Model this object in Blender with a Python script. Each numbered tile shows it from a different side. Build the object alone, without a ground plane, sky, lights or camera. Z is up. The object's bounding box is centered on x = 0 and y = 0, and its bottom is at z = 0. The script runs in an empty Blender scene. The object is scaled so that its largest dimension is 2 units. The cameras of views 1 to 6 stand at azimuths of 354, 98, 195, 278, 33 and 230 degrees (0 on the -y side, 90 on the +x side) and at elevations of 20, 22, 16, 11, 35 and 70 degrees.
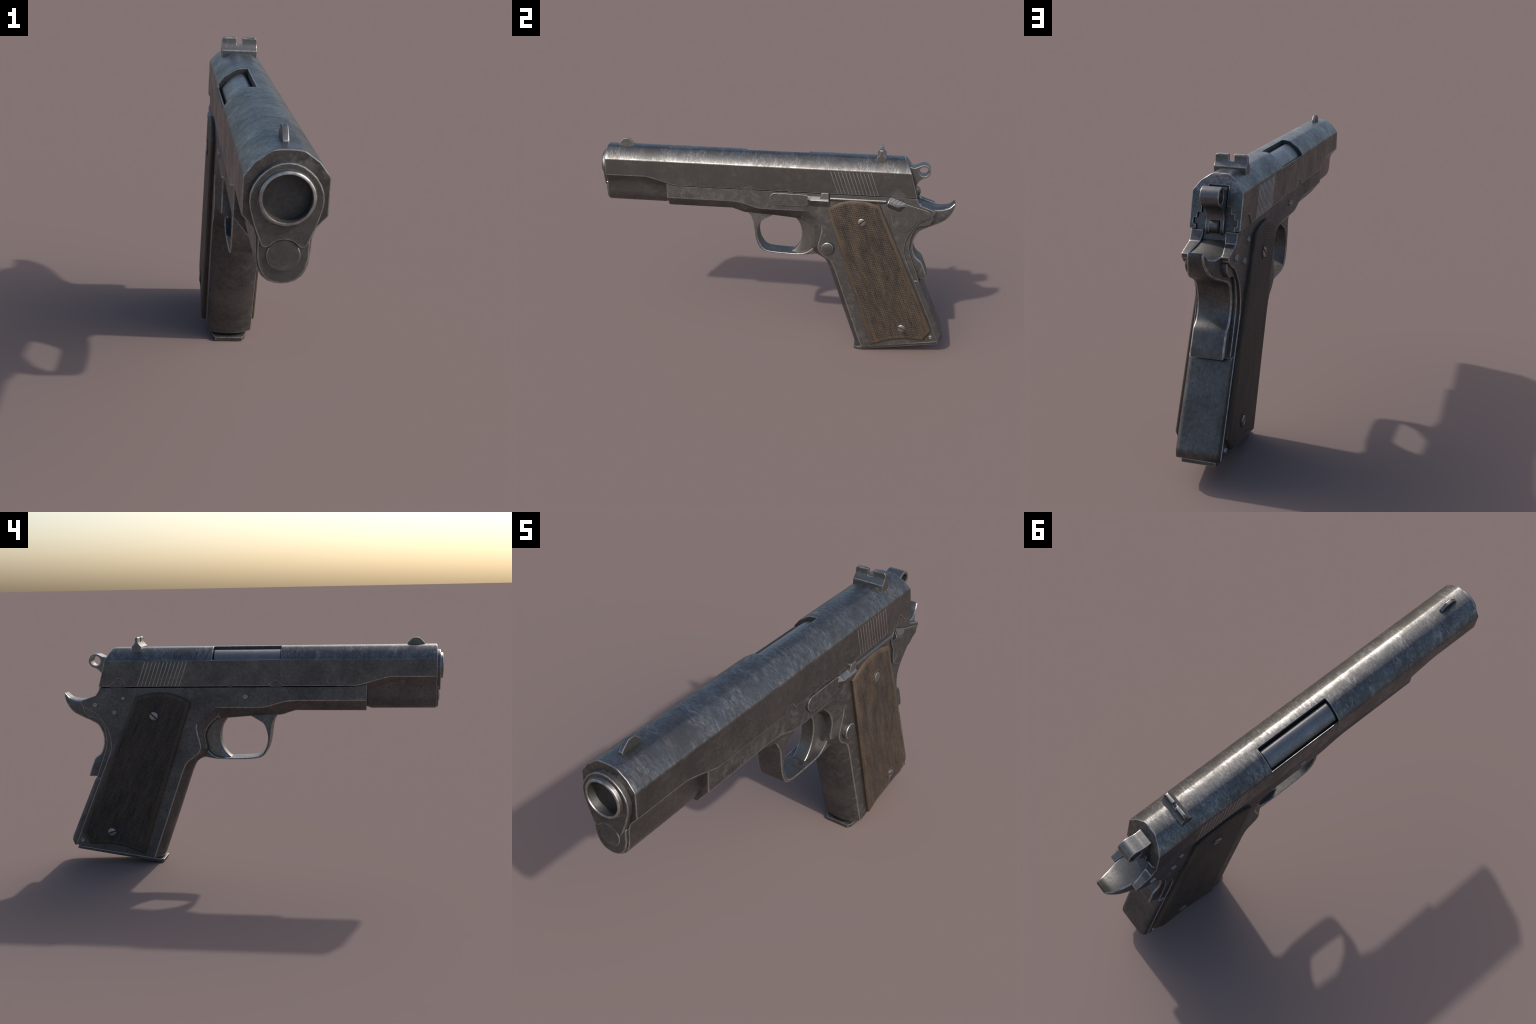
import bpy, bmesh, math
from mathutils import Vector, Matrix

# ----------------------------------------------------------------------------
#  World-war era service pistol.  Frame: muzzle towards -y, top towards +z,
#  left side (controls) towards +x.  Every mesh keeps its origin at (0,0,0) so
#  that Object coordinates are the same for all parts.
# ----------------------------------------------------------------------------

# ------------------------------------------------------------------ materials
class Nodes:
    def __init__(self, name):
        self.mat = bpy.data.materials.new(name)
        self.mat.use_nodes = True
        self.t = self.mat.node_tree
        self.bsdf = self.t.nodes["Principled BSDF"]
    def add(self, kind, **props):
        n = self.t.nodes.new(kind)
        for k, v in props.items():
            setattr(n, k, v)
        return n
    def link(self, a, b):
        self.t.links.new(a, b)
    def set(self, socket, v):
        if isinstance(v, bpy.types.NodeSocket):
            self.link(v, socket)
        else:
            socket.default_value = v
    def stretched(self, tilt, k):
        """Object coordinates turned by tilt about x, then stretched k times along the turned z."""
        return self.coords(scale=(1, 1, k), rot=(tilt, 0, 0), kind='TEXTURE')
    def coords(self, scale=(1, 1, 1), rot=(0, 0, 0), loc=(0, 0, 0), kind='POINT'):
        tc = self.add("ShaderNodeTexCoord")
        m = self.add("ShaderNodeMapping", vector_type=kind)
        m.inputs["Scale"].default_value = scale
        m.inputs["Rotation"].default_value = rot
        m.inputs["Location"].default_value = loc
        self.link(tc.outputs["Object"], m.inputs["Vector"])
        return m.outputs["Vector"]
    def noise(self, vec, scale, detail=4, rough=0.6, distort=0.0):
        n = self.add("ShaderNodeTexNoise")
        self.link(vec, n.inputs["Vector"])
        n.inputs["Scale"].default_value = scale
        n.inputs["Detail"].default_value = detail
        n.inputs["Roughness"].default_value = rough
        n.inputs["Distortion"].default_value = distort
        return n.outputs["Fac"]
    def ramp(self, fac, stops):
        r = self.add("ShaderNodeValToRGB")
        e = r.color_ramp.elements
        while len(e) < len(stops):
            e.new(0.5)
        for el, (p, c) in zip(e, stops):
            el.position = p
            el.color = (c, c, c, 1) if not isinstance(c, tuple) else (*c, 1)
        self.link(fac, r.inputs["Fac"])
        return r.outputs["Color"]
    def math(self, op, a, b=0.0, c=0.0, clamp=False):
        m = self.add("ShaderNodeMath", operation=op)
        m.use_clamp = clamp
        for i, v in enumerate((a, b, c)):
            self.set(m.inputs[i], v)
        return m.outputs[0]
    def vmath(self, op, a, b):
        m = self.add("ShaderNodeVectorMath", operation=op)
        self.set(m.inputs[0], a)
        self.set(m.inputs[1], b)
        return m
    def mix(self, fac, a, b):
        m = self.add("ShaderNodeMix", data_type='RGBA')
        self.set(m.inputs["Factor"], fac)
        for key, v in ((6, a), (7, b)):
            if isinstance(v, tuple):
                v = (*v, 1)
            self.set(m.inputs[key], v)
        return m.outputs[2]
    def bump(self, height, strength, dist):
        b = self.add("ShaderNodeBump")
        b.inputs["Strength"].default_value = strength
        b.inputs["Distance"].default_value = dist
        self.link(height, b.inputs["Height"])
        self.link(b.outputs["Normal"], self.bsdf.inputs["Normal"])


def gun_metal(name, dark, light, rough, scratch=1.0, metallic=0.9, streak=0.0, dirt=0.0):
    """Worn blued steel: clouded colour, thin hairline scratches, uneven gloss."""
    n = Nodes(name)
    base = n.coords()
    cloud = n.noise(base, 7.0, 5, 0.6, 0.7)
    grain = n.noise(base, 75.0, 5, 0.7, 0.9)
    mixf = n.math('MULTIPLY_ADD', grain, 0.55, n.math('MULTIPLY', cloud, 0.45))
    tone = n.ramp(mixf, [(0.40, 0.0), (0.60, 1.0)])
    col = n.mix(tone, dark, light)
    # hairline scratches: thin crests of three stretched, warped noises
    lines = None
    for ang, sc in ((0.5, 26), (1.35, 34), (-0.75, 30)):
        v = n.stretched(ang, 4.5)
        f = n.noise(v, sc, 2, 0.5, 1.4)
        ridge = n.math('ABSOLUTE', n.math('SUBTRACT', f, 0.5))
        line = n.ramp(ridge, [(0.0, 1.0), (0.012, 0.0)])
        lines = line if lines is None else n.math('MAXIMUM', lines, line)
    where = n.ramp(n.noise(base, 7.0, 3, 0.6), [(0.48, 0.0), (0.66, 1.0)])
    scr = n.math('MULTIPLY', n.math('MULTIPLY', lines, where), 0.45 * scratch)
    bright = tuple(min(1, c * 1.9 + 0.05) for c in light)
    col = n.mix(scr, col, bright)
    r = n.math('MULTIPLY_ADD', tone, -0.14, rough + 0.07)
    r = n.math('SUBTRACT', r, n.math('MULTIPLY', scr, 0.15))
    if streak > 0:
        # rubbed finish: short smears running across the barrel axis
        v = n.coords(scale=(0.34, 1.0, 0.34), rot=(0, 0, 0.5))
        s = n.ramp(n.noise(v, 78.0, 5, 0.72, 1.2), [(0.45, 0.0), (0.64, 1.0)])
        patch = n.ramp(n.noise(base, 11.0, 4, 0.65, 0.5), [(0.36, 0.0), (0.66, 1.0)])
        s = n.math('MULTIPLY', n.math('MULTIPLY', s, patch), streak)
        # rubbing sits on the rounded top of the slide only, strongest at the shoulder
        sep = n.add("ShaderNodeSeparateXYZ")
        n.link(base, sep.inputs[0])
        z = n.math('ADD', sep.outputs["Z"], n.math('MULTIPLY', n.math('SUBTRACT', grain, 0.5), 0.012))
        top = n.ramp(n.math('MULTIPLY', n.math('SUBTRACT', z, 1.09), 12.0), [(0.03, 0.0), (0.14, 1.0)])
        s = n.math('MULTIPLY', s, top)
        col = n.mix(s, col, (0.50, 0.50, 0.49))
        r = n.math('SUBTRACT', r, n.math('MULTIPLY', s, 0.06))
    metal = metallic
    if dirt > 0:
        d1 = n.ramp(n.noise(base, 13.0, 6, 0.72, 1.8), [(0.50, 0.0), (0.68, 1.0)])
        d = n.math('MULTIPLY', d1, dirt)
        col = n.mix(d, col, (0.165, 0.145, 0.130))
        r = n.math('MULTIPLY_ADD', d, 0.25, r)
        metal = n.math('SUBTRACT', metallic, n.math('MULTIPLY', d, 0.75))
    n.set(n.bsdf.inputs["Base Color"], col)
    n.set(n.bsdf.inputs["Roughness"], r)
    n.set(n.bsdf.inputs["Metallic"], metal)
    n.bump(n.math('MULTIPLY_ADD', grain, 0.5, n.math('MULTIPLY', lines, -0.15)), 0.12, 0.004)
    return n.mat


def edge_metal(name):
    n = Nodes(name)
    f = n.noise(n.coords(), 55.0, 4, 0.65)
    n.set(n.bsdf.inputs["Base Color"], n.mix(n.ramp(f, [(0.35, 0.0), (0.65, 1.0)]),
                                              (0.25, 0.24, 0.23), (0.45, 0.44, 0.425)))
    n.bsdf.inputs["Roughness"].default_value = 0.36
    n.bsdf.inputs["Metallic"].default_value = 0.9
    return n.mat


def wood(name, checkered):
    """Oiled walnut; the checkered field carries a hexagonal grid of dark pits."""
    n = Nodes(name)
    vec = n.stretched(math.radians(23.6), 5.0)
    g1 = n.noise(vec, 30.0, 5, 0.65, 0.3)
    g2 = n.noise(vec, 85.0, 3, 0.6)
    g = n.math('MULTIPLY_ADD', g2, 0.35, n.math('MULTIPLY', g1, 0.65))
    col = n.ramp(g, [(0.38, (0.0135, 0.0120, 0.0115)), (0.49, (0.037, 0.0282, 0.0218)),
                     (0.64, (0.072, 0.0500, 0.0340))])
    speck = n.ramp(n.noise(n.coords(), 130.0, 2, 0.5), [(0.35, 0.0), (0.7, 1.0)])
    col = n.mix(n.math('MULTIPLY', speck, 0.22), col, (0.13, 0.096, 0.070))
    rough = 0.55
    if checkered:
        p = n.coords()
        k = 2 * math.pi / (0.0127 * math.sqrt(3) / 2)
        total = None
        for a in (103.0, 163.0, 223.0):
            d = (0.0, math.cos(math.radians(a)) * k, math.sin(math.radians(a)) * k)
            c = n.math('COSINE', n.vmath('DOT_PRODUCT', p, d).outputs["Value"])
            total = c if total is None else n.math('ADD', total, c)
        pit = n.ramp(n.math('MULTIPLY_ADD', total, 0.2, 0.4), [(0.46, 0.0), (0.82, 1.0)])
        col = n.mix(n.math('MULTIPLY', pit, 0.90), col, (0.008, 0.007, 0.0065))
        n.bump(n.math('SUBTRACT', 1.0, pit), 0.45, 0.003)
    else:
        col = n.mix(0.35, col, (0.080, 0.056, 0.037))
        n.bump(g, 0.15, 0.003)
    n.set(n.bsdf.inputs["Base Color"], col)
    n.bsdf.inputs["Roughness"].default_value = rough
    n.bsdf.inputs["Specular IOR Level"].default_value = 0.35
    return n.mat


def knurled(name):
    """Fine cross-hatched steel for finger pads."""
    n = Nodes(name)
    sep = n.add("ShaderNodeSeparateXYZ")
    n.link(n.coords(), sep.inputs[0])
    k = 2 * math.pi / 0.0068
    a = n.math('SINE', n.math('MULTIPLY', sep.outputs["Y"], k))
    b = n.math('SINE', n.math('MULTIPLY', n.math('ADD', sep.outputs["Z"], sep.outputs["X"]), k))
    h = n.math('MAXIMUM', a, b)
    line = n.ramp(n.math('MULTIPLY_ADD', h, 0.5, 0.5), [(0.6, 0.0), (0.95, 1.0)])
    n.set(n.bsdf.inputs["Base Color"], n.mix(line, (0.26, 0.252, 0.245), (0.17, 0.165, 0.16)))
    n.bsdf.inputs["Roughness"].default_value = 0.42
    n.bsdf.inputs["Metallic"].default_value = 0.9
    n.bump(h, 0.12, 0.002)
    return n.mat


DARK, LIGHT = (0.088, 0.085, 0.083), (0.140, 0.138, 0.136)
M_SLIDE = gun_metal("blued_steel_slide", DARK, LIGHT, 0.385, 1.0, streak=0.50, dirt=0.12)
M_FRAME = gun_metal("blued_steel_frame", DARK, LIGHT, 0.50, 0.9, dirt=0.30)
M_PART = gun_metal("steel_small_parts", (0.130, 0.127, 0.123), (0.190, 0.186, 0.18), 0.40, 0.6)
M_BARREL = gun_metal("barrel_steel", (0.17, 0.17, 0.17), (0.24, 0.24, 0.24), 0.36, 0.4)
M_SCREW = gun_metal("screw_steel", (0.22, 0.215, 0.21), (0.31, 0.303, 0.297), 0.44, 0.4)
M_EDGE = edge_metal("worn_edge_steel")
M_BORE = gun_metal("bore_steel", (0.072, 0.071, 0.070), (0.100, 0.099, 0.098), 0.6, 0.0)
M_MARK = gun_metal("shadow_tinted_mark_steel", (0.074, 0.071, 0.069), (0.112, 0.110, 0.108), 0.52, 0.0)  # frame steel darkened so the letters show an engraved cut's shadow
M_WOOD = wood("walnut_plain", False)
M_CHECK = wood("walnut_checkered", True)
M_KNURL = knurled("knurled_steel")

# ------------------------------------------------------------------- builders
COLL = bpy.context.scene.collection

def mesh_object(name, bm, parent=None, mats=(), smooth=38, bevel=0.0, seg=2,
                cutters=(), bevel_angle=32, edge_slot=None, clamp=False):
    """bmesh -> object; booleans and bevel are applied, normals split by angle."""
    bmesh.ops.remove_doubles(bm, verts=bm.verts, dist=1e-6)
    bmesh.ops.recalc_face_normals(bm, faces=bm.faces)
    me = bpy.data.meshes.new(name)
    bm.to_mesh(me)
    bm.free()
    ob = bpy.data.objects.new(name, me)
    COLL.objects.link(ob)
    for m in mats:
        me.materials.append(m)
    for c in cutters:
        md = ob.modifiers.new("cut", 'BOOLEAN')
        md.operation, md.object, md.solver = 'DIFFERENCE', c, 'EXACT'
    if bevel > 0:
        md = ob.modifiers.new("bevel", 'BEVEL')
        md.width, md.segments, md.limit_method = bevel, seg, 'ANGLE'
        md.angle_limit = math.radians(bevel_angle)
        md.miter_outer = 'MITER_ARC'
        md.use_clamp_overlap = clamp
        if edge_slot is not None:
            md.material = edge_slot
    if ob.modifiers:
        dg = bpy.context.evaluated_depsgraph_get()
        new = bpy.data.meshes.new_from_object(ob.evaluated_get(dg))
        ob.modifiers.clear()
        ob.data = new
        bpy.data.meshes.remove(me)
        new.name = name
        me = new
    me.shade_smooth()
    me.set_sharp_from_angle(angle=math.radians(smooth))
    if bevel > 0:                     # let the large faces own the normals, keep bevels soft
        md = ob.modifiers.new("weighted", 'WEIGHTED_NORMAL')
        md.keep_sharp = True
        dg = bpy.context.evaluated_depsgraph_get()
        new = bpy.data.meshes.new_from_object(ob.evaluated_get(dg))
        ob.modifiers.clear()
        ob.data = new
        bpy.data.meshes.remove(me)
        new.name = name
    if parent:
        ob.parent = parent
    return ob


def drop(*obs):
    for o in obs:
        me = o.data
        bpy.data.objects.remove(o)
        bpy.data.meshes.remove(me)


def prism(outline, x0, x1, bm=None):
    """Side outline (y, z) pushed through from x0 to x1."""
    bm = bm or bmesh.new()
    a = [bm.verts.new((x0, y, z)) for y, z in outline]
    b = [bm.verts.new((x1, y, z)) for y, z in outline]
    bm.faces.new(a)
    bm.faces.new(b[::-1])
    n = len(outline)
    for i in range(n):
        j = (i + 1) % n
        bm.faces.new((a[i], b[i], b[j], a[j]))
    return bm


def loft(rings, cap=True, bm=None, closed=True):
    bm = bm or bmesh.new()
    vs = [[bm.verts.new(p) for p in r] for r in rings]
    n = len(rings[0])
    for a, b in zip(vs, vs[1:]):
        for i in range(n if closed else n - 1):
            j = (i + 1) % n
            q = [a[i], a[j], b[j], b[i]]
            if (a[i].co - a[j].co).length < 1e-7 and (b[i].co - b[j].co).length < 1e-7:
                continue
            try:
                bm.faces.new(q)
            except ValueError:
                pass
    if cap:
        bm.faces.new(vs[0])
        bm.faces.new(vs[-1][::-1])
    return bm


def box(x0, x1, y0, y1, z0, z1, bm=None):
    return prism([(y0, z0), (y1, z0), (y1, z1), (y0, z1)], x0, x1, bm)


def turned(profile, y, z, bm=None, n=32, side=1, start=0.0):
    """Lathe about an x-parallel axis through (y, z); profile = [(x, radius)]."""
    rings = []
    for x, r in profile:
        r = max(r, 1e-4)
        rings.append([(side * x, y + r * math.cos(start + 2 * math.pi * i / n),
                       z + r * math.sin(start + 2 * math.pi * i / n)) for i in range(n)])
    return loft(rings, True, bm)


def turned_y(profile, x, z, bm=None, n=48, cap=True):
    rings = []
    for y, r in profile:
        rings.append([(x + r * math.cos(2 * math.pi * i / n), y,
                       z + r * math.sin(2 * math.pi * i / n)) for i in range(n)])
    return loft(rings, cap, bm)


def smooth_path(pts, per=4, closed=False):
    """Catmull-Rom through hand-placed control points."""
    out, n = [], len(pts)
    last = n if closed else n - 1
    for i in range(last):
        p = [pts[(i + k) % n] if closed else pts[min(max(i + k, 0), n - 1)] for k in (-1, 0, 1, 2)]
        for s in range(per):
            t = s / per
            out.append(tuple(0.5 * (2 * b + (c - a) * t + (2 * a - 5 * b + 4 * c - d) * t * t
                                    + (3 * b - a - 3 * c + d) * t ** 3)
                             for a, b, c, d in zip(*p)))
    if not closed:
        out.append(tuple(pts[-1]))
    return out


def lerp_table(table, t):
    if t <= table[0][0]:
        return table[0][1]
    for (a, va), (b, vb) in zip(table, table[1:]):
        if t <= b:
            return va + (vb - va) * (t - a) / (b - a)
    return table[-1][1]


def mirror_x(half):
    """(x, z) half section from the top centre down to the bottom centre -> full ring."""
    return half + [(-x, z) for x, z in reversed(half) if abs(x) > 1e-6]

def inset_outline(pts, d):
    n, out = len(pts), []
    area = sum(pts[i][0] * pts[(i + 1) % n][1] - pts[(i + 1) % n][0] * pts[i][1] for i in range(n))
    s = 1 if area > 0 else -1
    for i in range(n):
        p0, p1, p2 = Vector(pts[i - 1]), Vector(pts[i]), Vector(pts[(i + 1) % n])
        n1 = Vector((-(p1 - p0).y, (p1 - p0).x)).normalized() * s
        n2 = Vector((-(p2 - p1).y, (p2 - p1).x)).normalized() * s
        m = (n1 + n2).normalized()
        out.append(tuple(p1 + m * (d / max(0.45, m.dot(n1)))))
    return out


def slab(outline, width, r, bm=None):
    """Side outline thickened to +-width(y, z), long edges rounded with radius r;
    rounded faces take material slot 1."""
    bm = bm or bmesh.new()
    half = []
    for k in range(4):
        a = math.radians(30 * k)
        d, dx = r * (1 - math.sin(a)), r * (1 - math.cos(a))
        half.append([(width(y0, z0) - dx, y, z) for (y, z), (y0, z0) in zip(inset_outline(outline, d), outline)])
    rings = half + [[(-x, y, z) for x, y, z in h] for h in reversed(half)]
    vs = [[bm.verts.new(p) for p in rg] for rg in rings]
    m = len(outline)
    for q in range(len(vs) - 1):
        for k in range(m):
            f = bm.faces.new((vs[q][k], vs[q][(k + 1) % m], vs[q + 1][(k + 1) % m], vs[q + 1][k]))
            f.material_index = 0 if q == 3 else 1
    for lp in (vs[0], vs[-1][::-1]):
        f = bm.faces.new(lp)
        f.normal_update()
        bmesh.ops.triangulate(bm, faces=[f])
    return bm

# ----------------------------------------------------------------- the thing
gun = bpy.data.objects.new("pistol", None)
COLL.objects.link(gun)
gun["label"] = "worn dark steel service pistol with checkered brown walnut grips"
gun["category"] = "pistol"
STEEL = (M_FRAME, M_EDGE)

# ---------------------------------------------------------------------- slide
TOP_ARC = [(0.0150, 1.1630), (0.0335, 1.1603), (0.0395, 1.1580), (0.0455, 1.1542),
           (0.0742, 1.1335), (0.0965, 1.1035), (0.0990, 1.0990), (0.1000, 1.0935)]

def slide_bottom(y):
    """Lower edge of the slide's flat side: raised at the front, straight behind."""
    return lerp_table([(-0.97, 1.0065), (-0.735, 1.0075), (-0.715, 1.0035), (-0.695, 0.999),
                       (-0.58, 0.9665), (-0.560, 0.9630), (-0.540, 0.9622), (0.8, 0.9622)], y)

def slide_rear(z):
    return lerp_table([(0.90, 0.803), (0.9622, 0.7860), (1.0985, 0.7485), (1.120, 0.738),
                       (1.147, 0.722), (1.163, 0.7090)], z)

stations = [-0.968, -0.85, -0.735, -0.715, -0.695, -0.64, -0.58, -0.560, -0.540, -0.45, -0.30, 0.3, 0.66, 0.7455]
rings = []
for i, y in enumerate(stations):
    zb = slide_bottom(y)
    deep = lerp_table([(-0.60, 1.0), (-0.50, 0.0)], y)       # recoil tunnel under the front
    tun = [(0.0735, 0.9760), (0.0665, 0.9530), (0.0640, 0.9065), (0.0622, 0.8890), (0.0572, 0.8725), (0.0470, 0.8560),
           (0.0330, 0.8445), (0.0165, 0.8385), (0.0, 0.8370)]
    flat = [(0.0850, 0.9585), (0.0700, 0.9570), (0.0660, 0.956), (0.0620, 0.955), (0.057, 0.955), (0.047, 0.955), (0.033, 0.955),
            (0.0165, 0.955), (0.0, 0.955)]
    low = [(a + (c - a) * (1 - deep), b + (d - b) * (1 - deep)) for (a, b), (c, d) in zip(tun, flat)]
    low[0] = (low[0][0], min(low[0][1], zb - 0.0305 * deep))
    low[1] = (low[1][0], min(low[1][1], low[0][1] - 0.015 * deep))
    low = [(x, min(z, zb - 0.0008)) for x, z in low]
    half = TOP_ARC + [(0.1, zb)] + low
    ring = mirror_x(half)
    if i == len(stations) - 1:
        rings.append([(x, slide_rear(z), z) for x, z in ring])
    else:
        rings.append([(x, y, z) for x, z in ring])
bm = loft(rings, cap=False)
bm.verts.ensure_lookup_table()
n = len(rings[0])
bm.faces.new([bm.verts[k] for k in range(n)])                # flat muzzle face
last = [bm.verts[(len(rings) - 1) * n + k] for k in range(n)]
bottom = n // 2                                               # index of the bottom centre vertex
for k in range(bottom):                                       # curved rear face in level strips
    q = [last[k], last[k + 1], last[n - 2 - k], last[n - 1 - k]]
    q = [v for t, v in enumerate(q) if v not in q[:t]]
    if len(q) > 2:
        bm.faces.new(q)

# ejection port: opening in the right half of the roof, a thin wall left at the side
port = [(-0.0010, 1.25), (-0.0010, 1.02), (-0.0925, 1.02), (-0.0925, 1.0965), (-0.15, 1.0965), (-0.15, 1.25)]
c_port = mesh_object("cut_port", loft([[(x, y, z) for x, z in port] for y in (-0.1785, 0.1765)]))
# stepped rail channel and firing-pin stop slot in the rear face
step = [(0.0385, 1.121), (0.0385, 1.046), (0.0560, 1.046), (0.0560, 1.0205), (0.0715, 1.0205),
        (0.0715, 0.9995), (0.0850, 0.9995), (0.0850, 0.9765), (0.0735, 0.9765), (0.0735, 0.90)]
step_ring = step + [(-x, z) for x, z in reversed(step)]
c_step = mesh_object("cut_rails", loft([[(x, y, z) for x, z in step_ring] for y in (0.700, 0.95)]))
# take-down notches and the rear wedge: shallow recesses in both flat sides
notches = []
for s in (1, -1):
    arc = [(-0.194, 0.94), (-0.1880, 0.9622), (-0.1790, 0.9740), (-0.1690, 0.9825), (-0.1570, 0.9868), (-0.1470, 0.9868),
           (-0.1350, 0.9830), (-0.1265, 0.9750), (-0.1180, 0.9622), (-0.112, 0.94)]
    small = [(0.055, 0.94), (0.0670, 0.9622), (0.0755, 0.9715), (0.0885, 0.9715), (0.0965, 0.9622), (0.108, 0.94)]
    wedge = [(0.621, 0.94), (0.6370, 0.9622), (0.6600, 0.9985), (0.6660, 1.0035), (0.6730, 1.0052), (0.6800, 1.0035),
             (0.6900, 0.9970), (0.7330, 0.9622), (0.760, 0.94)]
    for sh in (arc, small, wedge):
        notches.append(mesh_object("cut_notch", prism(sh, s * 0.0920, s * 0.12)))
c_bore = mesh_object("cut_bore", turned_y([(-1.1, 0.0645), (-0.5, 0.0645)], 0, 1.0545, n=56))
slide = mesh_object("slide", bm, gun, (M_SLIDE, M_EDGE), smooth=26, bevel=0.0032, seg=2,
                    cutters=(c_port, c_step, c_bore, *notches), bevel_angle=27, edge_slot=1)
drop(c_port, c_step, *notches)
floor_bm = bmesh.new()                                       # steel seen at the bottom of the recesses
for s in (1, -1):
    for sh in (arc, small, wedge):
        low_cut = [(y, max(z, 0.9580)) for y, z in inset_outline(sh[1:-1], 0.0026)]
        prism([(y, z if z > 0.9655 else 0.9580) for y, z in low_cut], s * 0.080, s * 0.0945, floor_bm)

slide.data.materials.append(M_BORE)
for p in slide.data.polygons:                                # ejection port walls recoloured darker, painting in their occlusion shade
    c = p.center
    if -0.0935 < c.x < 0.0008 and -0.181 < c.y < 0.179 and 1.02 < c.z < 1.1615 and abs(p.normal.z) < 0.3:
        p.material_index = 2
    elif p.material_index == 1 and c.x < -0.085 and -0.170 < c.y < 0.174 and 1.09 < c.z < 1.0985:
        p.material_index = 0

# finger grooves: twelve thin slanted ribs a side
sb = bmesh.new()
rib_len = Vector((0, 0.0455, -0.1265))
rib0 = prism([(-0.0026, 0.0), (0.0026, 0.0), (0.0026 + rib_len.y, rib_len.z), (-0.0026 + rib_len.y, rib_len.z)],
             -0.0030, 0.0007)
rib_src = mesh_object("serration", rib0, slide, (M_EDGE,), bevel=0.0012, seg=1)
for side in (1, -1):
    for i in range(12):
        ob = rib_src if (side == 1 and i == 0) else rib_src.copy()
        if ob is not rib_src:
            COLL.objects.link(ob)
            ob.parent = slide
        ob.location = (side * 0.1000, 0.3085 + i * 0.02015, 1.0915)
        ob.scale = (side, 1, 1)

# sights
front_sight = mesh_object("front_sight", prism(
    [(-0.909, 1.150), (-0.908, 1.168), (-0.900, 1.178), (-0.879, 1.1965), (-0.874, 1.198), (-0.853, 1.198),
     (-0.847, 1.196), (-0.824, 1.176), (-0.820, 1.168), (-0.819, 1.150)], -0.0074, 0.0074),
    slide, (M_PART, M_EDGE), bevel=0.0022, edge_slot=1)

sight_side = [(0.5555, 1.125), (0.5555, 1.1685), (0.5640, 1.1770), (0.5705, 1.1850), (0.5725, 1.1930), (0.5728, 1.2125), (0.5755, 1.2165),
              (0.5855, 1.2165), (0.5885, 1.2125), (0.5890, 1.1930), (0.5912, 1.1850), (0.5980, 1.1775), (0.6070, 1.1695), (0.6070, 1.125)]
c_notch = mesh_object("cut_notch", box(-0.0108, 0.0108, 0.5, 0.65, 1.1885, 1.25))
corner = []
for s in (1, -1):
    b = bmesh.new()
    cor = [(s * 0.0665, 1.23), (s * 0.0665, 1.200), (s * 0.0640, 1.2085), (s * 0.0590, 1.2140), (s * 0.0505, 1.2167), (s * 0.0505, 1.23)]
    loft([[(x, y, z) for x, z in cor] for y in (0.5, 0.65)], bm=b)
    corner.append(mesh_object("cut_corner", b))
arch = [(-0.0655, 1.1440), (-0.0350, 1.1615), (0.0350, 1.1615), (0.0655, 1.1440), (0.0655, 1.10), (-0.0655, 1.10)]
c_arch = mesh_object("cut_arch", loft([[(x, y, z) for x, z in arch] for y in (0.5, 0.65)]))
rear_sight = mesh_object("rear_sight", prism(sight_side, -0.0650, 0.0650), slide, (M_PART, M_EDGE),
                         bevel=0.0024, cutters=(c_notch, *corner), edge_slot=1)
drop(c_notch, c_arch, *corner)

# --------------------------------------------------------------- muzzle parts
BORE_Z = 1.0545
barrel = mesh_object("barrel", turned_y([(-0.55, 0.0555), (-0.9970, 0.0560), (-0.9998, 0.0580),
                                         (-0.9998, 0.0625), (-0.9965, 0.0655), (-0.93, 0.0660)],
                                        0, BORE_Z, n=56, cap=False), gun, (M_PART, M_BORE, M_EDGE), smooth=50)
me = barrel.data
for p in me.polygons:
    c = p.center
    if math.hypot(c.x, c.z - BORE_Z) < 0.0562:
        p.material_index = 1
    elif c.y < -0.9975:
        p.material_index = 2
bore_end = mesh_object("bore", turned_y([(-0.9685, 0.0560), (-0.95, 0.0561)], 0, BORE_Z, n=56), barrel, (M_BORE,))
hood = [(-0.0040, 1.1360), (-0.0080, 1.1415), (-0.0180, 1.1445), (-0.0300, 1.1435), (-0.0420, 1.1390), (-0.0560, 1.1290), (-0.0690, 1.1160),
        (-0.0800, 1.1010), (-0.0870, 1.0850), (-0.0890, 1.0600), (-0.0040, 1.0600)]
chamber = mesh_object("barrel_chamber", loft([[(x, y, z) for x, z in hood] for y in (-0.1740, 0.1700)]), barrel, (M_BARREL,), smooth=40)

# bushing: round collar tapering to two lobes over the recoil plug
bush_half = [(0.0, 1.1365), (0.0180, 1.1345), (0.0360, 1.1270), (0.0520, 1.1155), (0.0655, 1.1020), (0.0770, 1.0840),
             (0.0840, 1.0640), (0.0855, 1.0450), (0.0830, 1.0250), (0.0715, 0.9860), (0.0560, 0.9455), (0.0525, 0.9380),
             (0.0460, 0.9335), (0.0395, 0.9338), (0.0320, 0.9375), (0.0260, 0.9440), (0.0170, 0.9500), (0.0, 0.9535)]
ring = mirror_x(bush_half)
bushing = mesh_object("barrel_bushing", loft([[(x, y, z) for x, z in ring] for y in (-0.95, -0.9865)]),
                      gun, STEEL, bevel=0.0036, seg=2, edge_slot=1, smooth=30, bevel_angle=50, cutters=(c_bore,))
drop(c_bore)
house_half = [(0.0, 0.9700), (0.040, 0.9700), (0.0605, 0.9530), (0.0600, 0.9050), (0.0535, 0.8775), (0.0430, 0.8600),
              (0.0310, 0.8495), (0.0160, 0.8435), (0.0, 0.8418)]
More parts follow.
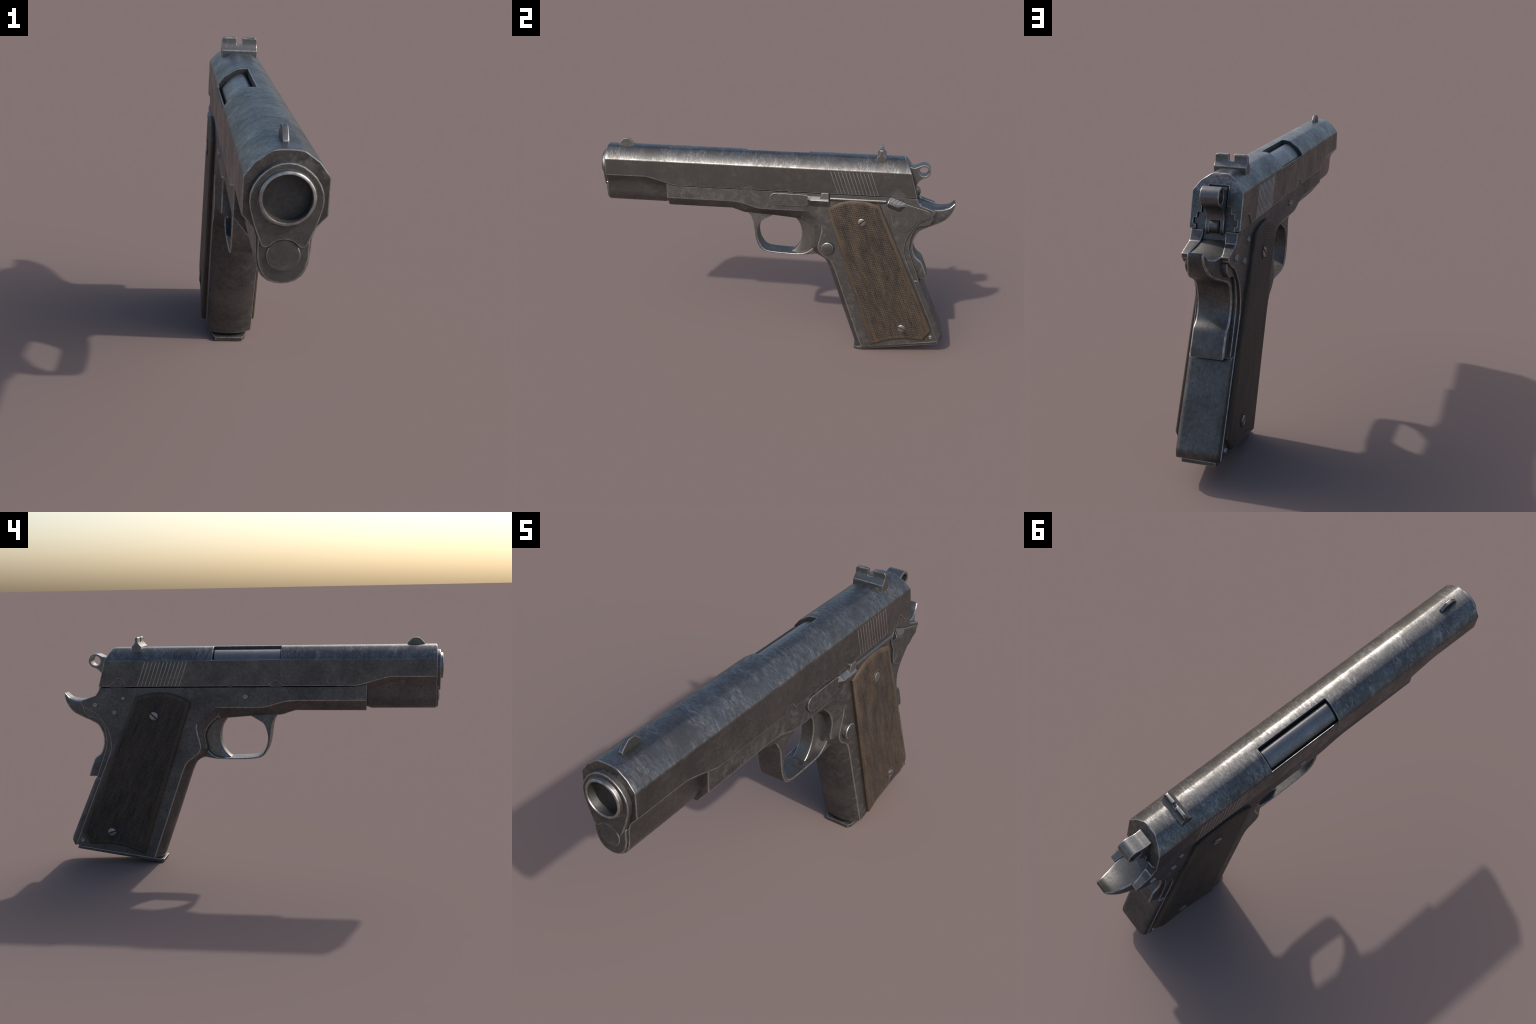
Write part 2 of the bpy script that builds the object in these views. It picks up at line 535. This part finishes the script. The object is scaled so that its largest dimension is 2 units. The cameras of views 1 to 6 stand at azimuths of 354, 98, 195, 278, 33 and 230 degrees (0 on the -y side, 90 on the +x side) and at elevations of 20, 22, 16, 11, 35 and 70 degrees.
ring = mirror_x(house_half)
collar = mesh_object("spring_tunnel_collar", loft([[(x, y, z) for x, z in ring] for y in (-0.95, -0.9775)]),
                     gun, STEEL, bevel=0.0036, seg=2, edge_slot=1, bevel_angle=50)
plug = mesh_object("recoil_spring_plug", turned_y([(-0.95, 0.0395), (-0.9805, 0.0395), (-0.9828, 0.0372),
                                                   (-0.9832, 0.0001)], 0, 0.9130, n=40), gun, (M_FRAME, M_EDGE), smooth=30)
for p in plug.data.polygons:
    if -0.983 < p.center.y < -0.9806 and p.normal.y > -0.95:
        p.material_index = 1

# ---------------------------------------------------------------------- frame
# each row: outer edge (y, z) at full width | inner edge (y, z) | c = flat chamfer, r = rounded
F = [
    ((-0.617, 0.9715), (-0.617, 0.9715), 'c'),
    ((-0.617, 0.8860), (-0.615, 0.8290), 'c'),
    ((-0.253, 0.8860), (-0.249, 0.8300), 'c'),
    ((-0.222, 0.8845), (-0.215, 0.8200), 'c'),
    ((-0.191, 0.8805), (-0.180, 0.8080), 'c'),
    ((-0.151, 0.8690), (-0.140, 0.8030), 'c'),
    ((-0.110, 0.8560), (-0.100, 0.8015), 'c'),
    ((-0.083, 0.8510), (-0.070, 0.8010), 'c'),
    ((-0.016, 0.8500), (-0.010, 0.8000), 'c'),
    ((0.080, 0.8510), (0.090, 0.7920), 'c'),
    ((0.168, 0.8525), (0.150, 0.7860), 'v'),
    ((0.205, 0.8470), (0.182, 0.7720), 'w'),
    ((0.236, 0.8280), (0.205, 0.7490), 'w'),
    ((0.257, 0.7980), (0.220, 0.7200), 'w'),
    ((0.269, 0.7650), (0.2265, 0.6940), 'w'),
    ((0.2715, 0.7440), (0.2240, 0.6700), 'w'),
    ((0.265, 0.7090), (0.2170, 0.6420), 'w'),
    ((0.252, 0.6580), (0.2150, 0.6200), 'v'),
    ((0.250, 0.6380), (0.2150, 0.6000), 'c'),
    ((0.257, 0.6160), (0.2330, 0.5830), 'c'),
    ((0.275, 0.5950), (0.2600, 0.5720), 'c'),
    ((0.315, 0.5700), (0.2830, 0.5550), 'r'),
    ((0.334, 0.5480), (0.2980, 0.5330), 'r'),
    ((0.354, 0.5010), (0.3130, 0.4990), 'r'),
    ((0.440, 0.2600), (0.3975, 0.2600), 'r'),
    ((0.523, 0.0300), (0.4815, 0.0310), 'r'),
    ((0.530, 0.0300), (0.5200, 0.0300), 'x'),
    ((0.9590, 0.1000), (0.9590, 0.1000), 'x'),
    ((0.8000, 0.4750), (0.8000, 0.4750), 'x'),
    ((0.7510, 0.5880), (0.7510, 0.5880), 'x'),
    ((0.7385, 0.6250), (0.7385, 0.6250), 'x'),
    ((0.7350, 0.6600), (0.7350, 0.6600), 'x'),
    ((0.7400, 0.7040), (0.7400, 0.7040), 'x'),
    ((0.7500, 0.7330), (0.7500, 0.7330), 'x'),
    ((0.7660, 0.7630), (0.7660, 0.7630), 'x'),
    ((0.7960, 0.8040), (0.7960, 0.8040), 'x'),
    ((0.8180, 0.8250), (0.8180, 0.8250), 'x'),
    ((0.8690, 0.8500), (0.8690, 0.8500), 'x'),
    ((0.8880, 0.8700), (0.8880, 0.8700), 'x'),
    ((0.8910, 0.8890), (0.8910, 0.8890), 'x'),
    ((0.8520, 0.9020), (0.8520, 0.9020), 'x'),
    ((0.8080, 0.9165), (0.8080, 0.9165), 'x'),
    ((0.7930, 0.9370), (0.7930, 0.9370), 'x'),
    ((0.7850, 0.9565), (0.7850, 0.9565), 'x'),
    ((-0.545, 0.9565), (-0.545, 0.9565), 'x'),
    ((-0.580, 0.9615), (-0.580, 0.9615), 'x'),
]
FW = 0.0915
SLICES = [(FW, 0, 0), (0.080, 0.215, 0.28), (0.066, 0.53, 0.60), (0.0445, 1.0, 0.87), (0.022, 1.04, 0.98), (0.0, 1.05, 1.0)]

def frame_ring(x, fc, fr):
    pts = []
    for o, i, k in F:
        t = {'c': fc, 'r': fr, 'w': min(1.0, (FW - x) / (FW - 0.064)), 'v': min(1.0, (FW - x) / (FW - 0.055)), 'x': 1.0 if x < FW else 0.0}[k]
        pts.append((x, o[0] + (i[0] - o[0]) * t, o[1] + (i[1] - o[1]) * t))
    return pts

rings = [frame_ring(*s) for s in SLICES]
rings = [r for r in rings] + [[(-x, y, z) for x, y, z in r] for r in reversed(rings[:-1])]
bm = loft(rings)
# hammer well between the rear ears, flaring to the back
well = [(0.040, 0.770), (0.0600, 0.870), (0.0640, 0.95), (-0.0640, 0.95), (-0.0600, 0.870), (-0.040, 0.770)]
c_well = mesh_object("cut_well", loft([[(x, y, z) for x, y in well] for z in (0.865, 1.05)]))
frame = mesh_object("frame", bm, gun, STEEL, smooth=36, bevel=0.0036, seg=2, cutters=(c_well,),
                    bevel_angle=26, edge_slot=1)
drop(c_well)
for p in frame.data.polygons:                                # the edge hidden under the slide is not worn
    if p.material_index == 1 and p.center.z > 0.951 and -0.612 < p.center.y < 0.778:
        p.material_index = 0
# rails that fill the slide's channel (seen from behind and through the notches)
fill = [(max(0.0, x - 0.0018), z - 0.0015 if z > 1.0 else z - 0.0005) for x, z in step]
mesh_object("frame_rail", floor_bm, frame, (M_FRAME,))
fill_ring = fill + [(-x, z) for x, z in reversed(fill)]
bm = loft([[(x, 0.69, z) for x, z in fill_ring], [(x, slide_rear(z) - (0.011 if z < 1.05 else 0.016), z) for x, z in fill_ring]])
mesh_object("frame_rail", bm, frame, (M_FRAME,))

# trigger guard: outer and inner run of the bow
guard_out = smooth_path([(-0.205, 0.824), (-0.158, 0.808), (-0.138, 0.782), (-0.1270, 0.755), (-0.1195, 0.705), (-0.1125, 0.660),
                         (-0.1030, 0.629), (-0.0890, 0.6025), (-0.0730, 0.5870), (-0.0370, 0.5750), (0.045, 0.5705),
                         (0.150, 0.5710), (0.195, 0.5755), (0.235, 0.5820), (0.262, 0.578)], 3)
guard_in = smooth_path([(0.000, 0.806), (-0.015, 0.800), (-0.050, 0.780), (-0.079, 0.761), (-0.093, 0.734), (-0.1020, 0.697),
                        (-0.0985, 0.660), (-0.0860, 0.627), (-0.0640, 0.5975), (-0.0290, 0.5845), (0.045, 0.5800), (0.150, 0.5800),
                        (0.195, 0.597), (0.222, 0.622), (0.240, 0.630)], 3)
wid = [(0.570, 0.0540), (0.745, 0.0540), (0.800, 0.0490)]
strip = []
for (ya, za), (yb, zb) in zip(guard_out, guard_in):
    wa, wb = lerp_table(wid, za), lerp_table(wid, zb)
    strip.append([(wa, ya, za), (-wa, ya, za), (-wb, yb, zb), (wb, yb, zb)])
guard = mesh_object("trigger_guard", loft(strip), frame, STEEL, bevel=0.0042, seg=2, edge_slot=1, bevel_angle=50, smooth=40)

# trigger: concave blade
tr_front = smooth_path([(0.095, 0.800), (0.118, 0.782), (0.142, 0.745), (0.1510, 0.700), (0.1480, 0.660),
                        (0.1350, 0.622), (0.114, 0.594), (0.095, 0.580)], 3)
tr_back = smooth_path([(0.200, 0.810), (0.212, 0.775), (0.226, 0.745), (0.236, 0.705), (0.234, 0.665),
                       (0.220, 0.630), (0.205, 0.605), (0.190, 0.576)], 3)
secs = []
for (yf, zf), (yb, zb) in zip(tr_front, tr_back):
    r = 0.0042                       # rounded lips of the finger face
    ym, zm = yf + (yb - yf) * 0.50, zf + (zb - zf) * 0.50
    right = [(0.0285 - r, yf, zf), (0.0285 - r * 0.3, yf + r * 0.3, zf), (0.0285, yf + r, zf), (0.0310, ym, zm), (0.0320, yb, zb)]
    secs.append(right + [(-x, y, z) for x, y, z in reversed(right)])
bm = loft(secs)
for f in bm.faces:
    c = f.calc_center_median()
    if 0.0243 < abs(c.x) < 0.0285 and len(f.verts) == 4 and abs(f.normal.z) < 0.9:
        f.material_index = 1
trigger = mesh_object("trigger", bm, frame, (M_PART, M_EDGE), smooth=50)

# rear step under the ears, seen beside the grip safety
stepp = smooth_path([(0.8830, 0.8475), (0.8780, 0.8280), (0.8620, 0.8080), (0.8400, 0.7970), (0.8180, 0.7965), (0.7900, 0.7790),
                     (0.7730, 0.7440), (0.7630, 0.6960), (0.7630, 0.6510), (0.7800, 0.5930), (0.8080, 0.5200), (0.8280, 0.4660)], 3)
stepp += [(0.79, 0.466), (0.715, 0.62), (0.715, 0.72), (0.78, 0.84), (0.85, 0.868), (0.875, 0.865)]
rear_step = mesh_object("frame_rear_step", prism(stepp, -0.0815, 0.0815), frame, STEEL, bevel=0.0032, edge_slot=1, bevel_angle=50)

# ---------------------------------------------------------------- grip safety
gs_top = smooth_path([(0.755, 0.940), (0.800, 0.9150), (0.850, 0.8970), (0.890, 0.8885), (0.920, 0.8875), (0.945, 0.8920),
                      (0.968, 0.8990), (0.9830, 0.9130), (0.9930, 0.9240)], 3)
gs_low = smooth_path([(0.9990, 0.9120), (0.9950, 0.8900), (0.9810, 0.8600), (0.9520, 0.8260), (0.9050, 0.8020), (0.8420, 0.7760),
                      (0.8080, 0.7550), (0.7880, 0.7190), (0.7810, 0.6860), (0.7835, 0.6470), (0.8020, 0.6050),
                      (0.8340, 0.5780), (0.8500, 0.5420), (0.8640, 0.5080), (0.8715, 0.4760)], 3)
gs = gs_top + gs_low + [(0.800, 0.4740), (0.740, 0.62), (0.735, 0.78), (0.745, 0.90)]
gs_w = [(0.78, 0.0660), (0.88, 0.0610), (0.92, 0.0540), (0.96, 0.0440), (0.985, 0.0355), (1.0, 0.0310)]

def gs_width(y, z):
    low = lerp_table([(0.47, 0.068), (0.62, 0.068), (0.74, 0.070), (0.80, 0.067), (0.83, 0.2)], z)
    return min(low, lerp_table(gs_w, y)) if z > 0.78 else low

grip_safety = mesh_object("grip_safety", slab(gs, gs_width, 0.0070), gun, STEEL, smooth=45)

# --------------------------------------------------------- mainspring housing
ms = [(0.790, 0.470), (0.820, 0.4690), (0.8350, 0.4655), (0.8415, 0.4560), (0.9805, 0.1430), (0.9840, 0.1260), (0.9810, 0.1130),
      (0.9670, 0.0940), (0.9500, 0.0990), (0.760, 0.40)]
bm = bmesh.new()
rr = []
cy, cz = 0.90, 0.30
for x, inset in ((0.0860, 0.020), (0.0830, 0.010), (0.0750, 0.0030), (0.064, 0.0)):
    rr.append([(x, y - inset * (0.92 if i in (2, 3, 4, 5, 6) else 0.0), z - inset * (0.39 if i in (2, 3, 4, 5) else 0.0))
               for i, (y, z) in enumerate(ms)])
rings = rr + [[(-x, y, z) for x, y, z in r] for r in reversed(rr)]
housing = mesh_object("mainspring_housing", loft(rings), gun, STEEL, bevel=0.003, seg=2, edge_slot=1, bevel_angle=48, smooth=45)

# ------------------------------------------------------------- magazine base
# flat floor plate, chamfered at the toe, parallel to the butt
plan = [(0.068, 0.9580), (0.0700, 0.9400), (0.0715, 0.5300), (0.0640, 0.4930), (0.0540, 0.4780)]
plan = plan + [(-x, y) for x, y in reversed(plan)]
butt = lambda y: (y - 0.4780) * 0.1500
plate_bm = loft([[(x, y, butt(y)) for x, y in plan], [(x, y - 0.0026, butt(y) + 0.0175) for x, y in plan]])
magazine = mesh_object("magazine_base", plate_bm, gun, STEEL, bevel=0.0030, edge_slot=1, bevel_angle=40)
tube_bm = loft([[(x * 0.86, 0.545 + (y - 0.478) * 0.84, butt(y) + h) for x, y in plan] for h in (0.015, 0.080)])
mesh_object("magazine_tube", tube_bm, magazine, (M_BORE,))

# --------------------------------------------------------------------- hammer
HY, HZ, HR = 0.8150, 1.0940, 0.0375
ring_pts = [(HY + HR * math.cos(math.radians(a)), HZ + HR * math.sin(math.radians(a))) for a in range(105, -66, -10)]
ham = [(0.700, 1.108), (0.742, 1.1165), (0.760, 1.1130), (0.776, 1.1170), (0.792, 1.1255)] + ring_pts + \
      smooth_path([(0.815, 1.0545), (0.797, 1.0420), (0.785, 1.0250), (0.780, 1.0050), (0.7835, 0.9850), (0.790, 0.968), (0.788, 0.950), (0.778, 0.938)], 2) + \
      [(0.755, 0.935), (0.72, 0.96), (0.70, 1.02)]
c_hole = mesh_object("cut_hole", turned([(-0.1, 0.0262), (0.1, 0.0262)], HY, HZ, n=40))
c_fork = mesh_object("cut_fork", box(-0.0195, 0.0195, 0.69, 0.90, 0.90, 0.996))
hammer = mesh_object("hammer", prism(ham, -0.0365, 0.0365), gun, (M_PART, M_EDGE), bevel=0.0036, seg=2,
                     cutters=(c_hole, c_fork), edge_slot=1, bevel_angle=48, smooth=40)
drop(c_hole, c_fork)
strut = mesh_object("hammer_strut", turned([(-0.0175, 0.021), (-0.0145, 0.0255), (0.0145, 0.0255), (0.0175, 0.021)], 0.7790, 0.9720, n=32),
                    hammer, (M_PART,), smooth=40)

# --------------------------------------------------------------- thumb safety
plate = [(0.6420, 0.9570), (0.6260, 0.9270), (0.6235, 0.9100), (0.6300, 0.8900), (0.6480, 0.8620), (0.6550, 0.8200), (0.6620, 0.7940),
         (0.6720, 0.7840), (0.7260, 0.7600), (0.7360, 0.7595), (0.7430, 0.7650), (0.7900, 0.8180), (0.8120, 0.8340), (0.8520, 0.8490), (0.8610, 0.8570),
         (0.8640, 0.8720), (0.8600, 0.8840), (0.8480, 0.8920), (0.7480, 0.9190)]
safety = mesh_object("thumb_safety", prism(plate, 0.080, 0.0990), gun, STEEL, bevel=0.0034, edge_slot=1, bevel_angle=48)
# thumb pad standing out of the plate's upper front edge
pad = [  # sections from front to rear: inner edge, outer edge, lower lip, underside root
    [(0.094, 0.6410, 0.9600), (0.1165, 0.6300, 0.9350), (0.1150, 0.6270, 0.9240), (0.1010, 0.6255, 0.9080), (0.094, 0.6270, 0.8950)],
    [(0.094, 0.7000, 0.9378), (0.1165, 0.6860, 0.9150), (0.1150, 0.6840, 0.9030), (0.1010, 0.6840, 0.8880), (0.094, 0.6860, 0.8650)],
    [(0.094, 0.7250, 0.9285), (0.1075, 0.7120, 0.9130), (0.1060, 0.7060, 0.9010), (0.0995, 0.6960, 0.8790), (0.094, 0.6920, 0.8580)],
    [(0.094, 0.7500, 0.9185), (0.0962, 0.7500, 0.9165), (0.0962, 0.7300, 0.9080), (0.0962, 0.7060, 0.8820), (0.094, 0.6960, 0.8550)],
]
thumb = mesh_object("thumb_pad", loft(pad), safety, (M_FRAME, M_EDGE), bevel=0.0026, edge_slot=1, bevel_angle=50, smooth=50)
top_face = [(0.0985, 0.6435, 0.9580), (0.1148, 0.6345, 0.9375), (0.1148, 0.6845, 0.9185), (0.1072, 0.7080, 0.9160), (0.0985, 0.7330, 0.9250), (0.0985, 0.6980, 0.9385)]
bm = loft([top_face, [(x + 0.0010, y + 0.0005, z + 0.0016) for x, y, z in top_face]])
mesh_object("knurled_face", bm, safety, (M_KNURL,))

# ----------------------------------------------------------------- slide stop
stop = smooth_path([(0.030, 0.8790), (0.000, 0.8850), (-0.0200, 0.8990), (-0.0275, 0.9150), (-0.0230, 0.9340), (-0.0100, 0.9460), (0.010, 0.9510)], 3)
stop += [(0.1820, 0.9480), (0.2040, 0.9230), (0.2040, 0.9200), (0.1840, 0.8900), (0.18, 0.8800)]
slide_stop = mesh_object("slide_stop", prism(stop, 0.080, 0.1000), gun, STEEL, bevel=0.0034, edge_slot=1, bevel_angle=48)
arm = [[(0.085, y, 0.8870), (0.0990, y, 0.8870), (0.1145 - d, y, 0.9200), (0.1145 - d, y, 0.9240), (0.0975, y, 0.9420), (0.085, y, 0.9420)]
       for y, d in ((0.185, 0.015), (0.206, 0.0), (0.3055, 0.0))]
arm_ob = mesh_object("slide_stop_arm", loft(arm), slide_stop, STEEL, bevel=0.0024, edge_slot=1, bevel_angle=40)
tab = prism([(0.2520, 0.9200), (0.2630, 0.9640), (0.2660, 0.9660), (0.3010, 0.9660), (0.3045, 0.9630), (0.3045, 0.9200)], 0.080, 0.1095)
mesh_object("slide_stop_tab", tab, slide_stop, (M_KNURL, M_EDGE), bevel=0.003, edge_slot=1)
bm = loft([[(0.0985, y, 0.9418), (0.1143, y, 0.9248), (0.1149, y, 0.9254), (0.0991, y, 0.9424)] for y in (0.2085, 0.303)])
mesh_object("knurled_face", bm, slide_stop, (M_KNURL,))
tube = mesh_object("plunger_tube", turned_y([(0.309, 0.006), (0.311, 0.0110), (0.619, 0.0110), (0.621, 0.006)], 0.0905, 0.9310, n=24), frame, (M_PART,), smooth=50)

# ------------------------------------------------- magazine release and pins
release = mesh_object("magazine_release", turned([(0.07, 0.0345), (0.1065, 0.0345), (0.1092, 0.0330), (0.1105, 0.0300), (0.1105, 0.0001)],
                                                 0.3065, 0.6420, n=40), frame, (M_FRAME, M_EDGE), smooth=45)
for p in release.data.polygons:
    if 0.1066 < p.center.x < 0.1104:
        p.material_index = 1
for y, z, r, sides, h in ((0.0070, 0.9080, 0.0145, (-1,), 0.0085), (0.6570, 0.9000, 0.0115, (-1,), 0.006), (0.8100, 0.8660, 0.0140, (-1,), 0.007),
                          (0.7070, 0.8260, 0.0135, (-1,), 0.0065), (0.9165, 0.1260, 0.0120, (-1, 1), 0.007)):
    for s in sides:
        x = FW + h + 0.001
        p = mesh_object("pin", turned([(0.07, r), (x - 0.003, r), (x - 0.0005, r * 0.82), (x, r * 0.5), (x - 0.001, r * 0.38), (x - 0.0012, 0.0001)], y, z, n=28, side=s),
                        frame, (M_SCREW,), smooth=50)

# ---------------------------------------------------------------- grip panels
panel = smooth_path([(0.2980, 0.8760), (0.3300, 0.8970), (0.3640, 0.9135), (0.4120, 0.9265), (0.4620, 0.9300), (0.5280, 0.9230), (0.5865, 0.9075)], 3)
panel = panel[:1] + panel[3:]
panel += [(0.9170, 0.1740), (0.8715, 0.1100)]
panel += smooth_path([(0.8180, 0.1120), (0.7600, 0.1115), (0.7120, 0.1040), (0.6700, 0.0935), (0.6200, 0.0760), (0.5750, 0.0570)], 3)
panel = panel[:-4] + panel[-1:]
cx = sum(p[0] for p in panel) / len(panel)

for side in (1, -1):
    bm = bmesh.new()
    rings = []
    for x, d in ((0.080, -0.0010), (0.1020, -0.0010), (0.1062, 0.0018), (0.1085, 0.0065), (0.1094, 0.0140), (0.1096, 0.0180)):
        rings.append([(side * x, y, z) for y, z in inset_outline(panel, d)])
    loft(rings, True, bm)
    gp = mesh_object("grip_panel", bm, gun, (M_WOOD, M_CHECK), smooth=32)
    for p in gp.data.polygons:
        if abs(p.normal.x) > 0.99 and abs(p.center.x) > 0.10955 and len(p.vertices) > 6:
            p.material_index = 1
    for y, z, ang in ((0.4915, 0.8085, 42), (0.7470, 0.1775, -20)):
        mesh_object("screw_bushing", turned([(0.10, 0.0315), (0.1102, 0.0315), (0.1122, 0.0300), (0.1122, 0.0272), (0.1060, 0.0245), (0.1055, 0.0001)],
                                            y, z, n=40, side=side), gp, (M_WOOD,), smooth=40)
        c, s = math.cos(math.radians(ang)), math.sin(math.radians(ang))
        slot = [(y + c * u - s * v, z + s * u + c * v) for u, v in ((-0.03, -0.0036), (0.03, -0.0036), (0.03, 0.0036), (-0.03, 0.0036))]
        cut = mesh_object("cut_slot", prism(slot, side * 0.1095, side * 0.13))
        mesh_object("grip_screw", turned([(0.105, 0.0222), (0.1132, 0.0222), (0.1148, 0.0205), (0.1155, 0.0130), (0.1157, 0.0001)], y, z, n=40, side=side),
                    gp, (M_SCREW,), smooth=40, cutters=(cut,))
        drop(cut)

# ------------------------------------------------------------------ lettering
fc = bpy.data.curves.new("lettering", 'FONT')
fc.body = "Colt M1911"
fc.size = 0.0305
fc.space_character = 1.28
fc.extrude = 0.0009
fc.resolution_u = 3
tmp = bpy.data.objects.new("lettering_text", fc)
COLL.objects.link(tmp)
dg = bpy.context.evaluated_depsgraph_get()
me = bpy.data.meshes.new_from_object(tmp.evaluated_get(dg))
bpy.data.objects.remove(tmp)
bpy.data.curves.remove(fc)
me.transform(Matrix(((0, 0, 1, 0.0913), (1, 0, 0, -0.6080), (0, 1, 0, 0.8930), (0, 0, 0, 1))))
me.materials.clear()
me.materials.append(M_MARK)
lettering = bpy.data.objects.new("lettering", me)
COLL.objects.link(lettering)
lettering.parent = frame

# the original sits a hair to the right of its bounding box centre and is slightly fuller
gun.location = (-0.0015, 0, 0)
gun.scale = (1.018, 1, 1)
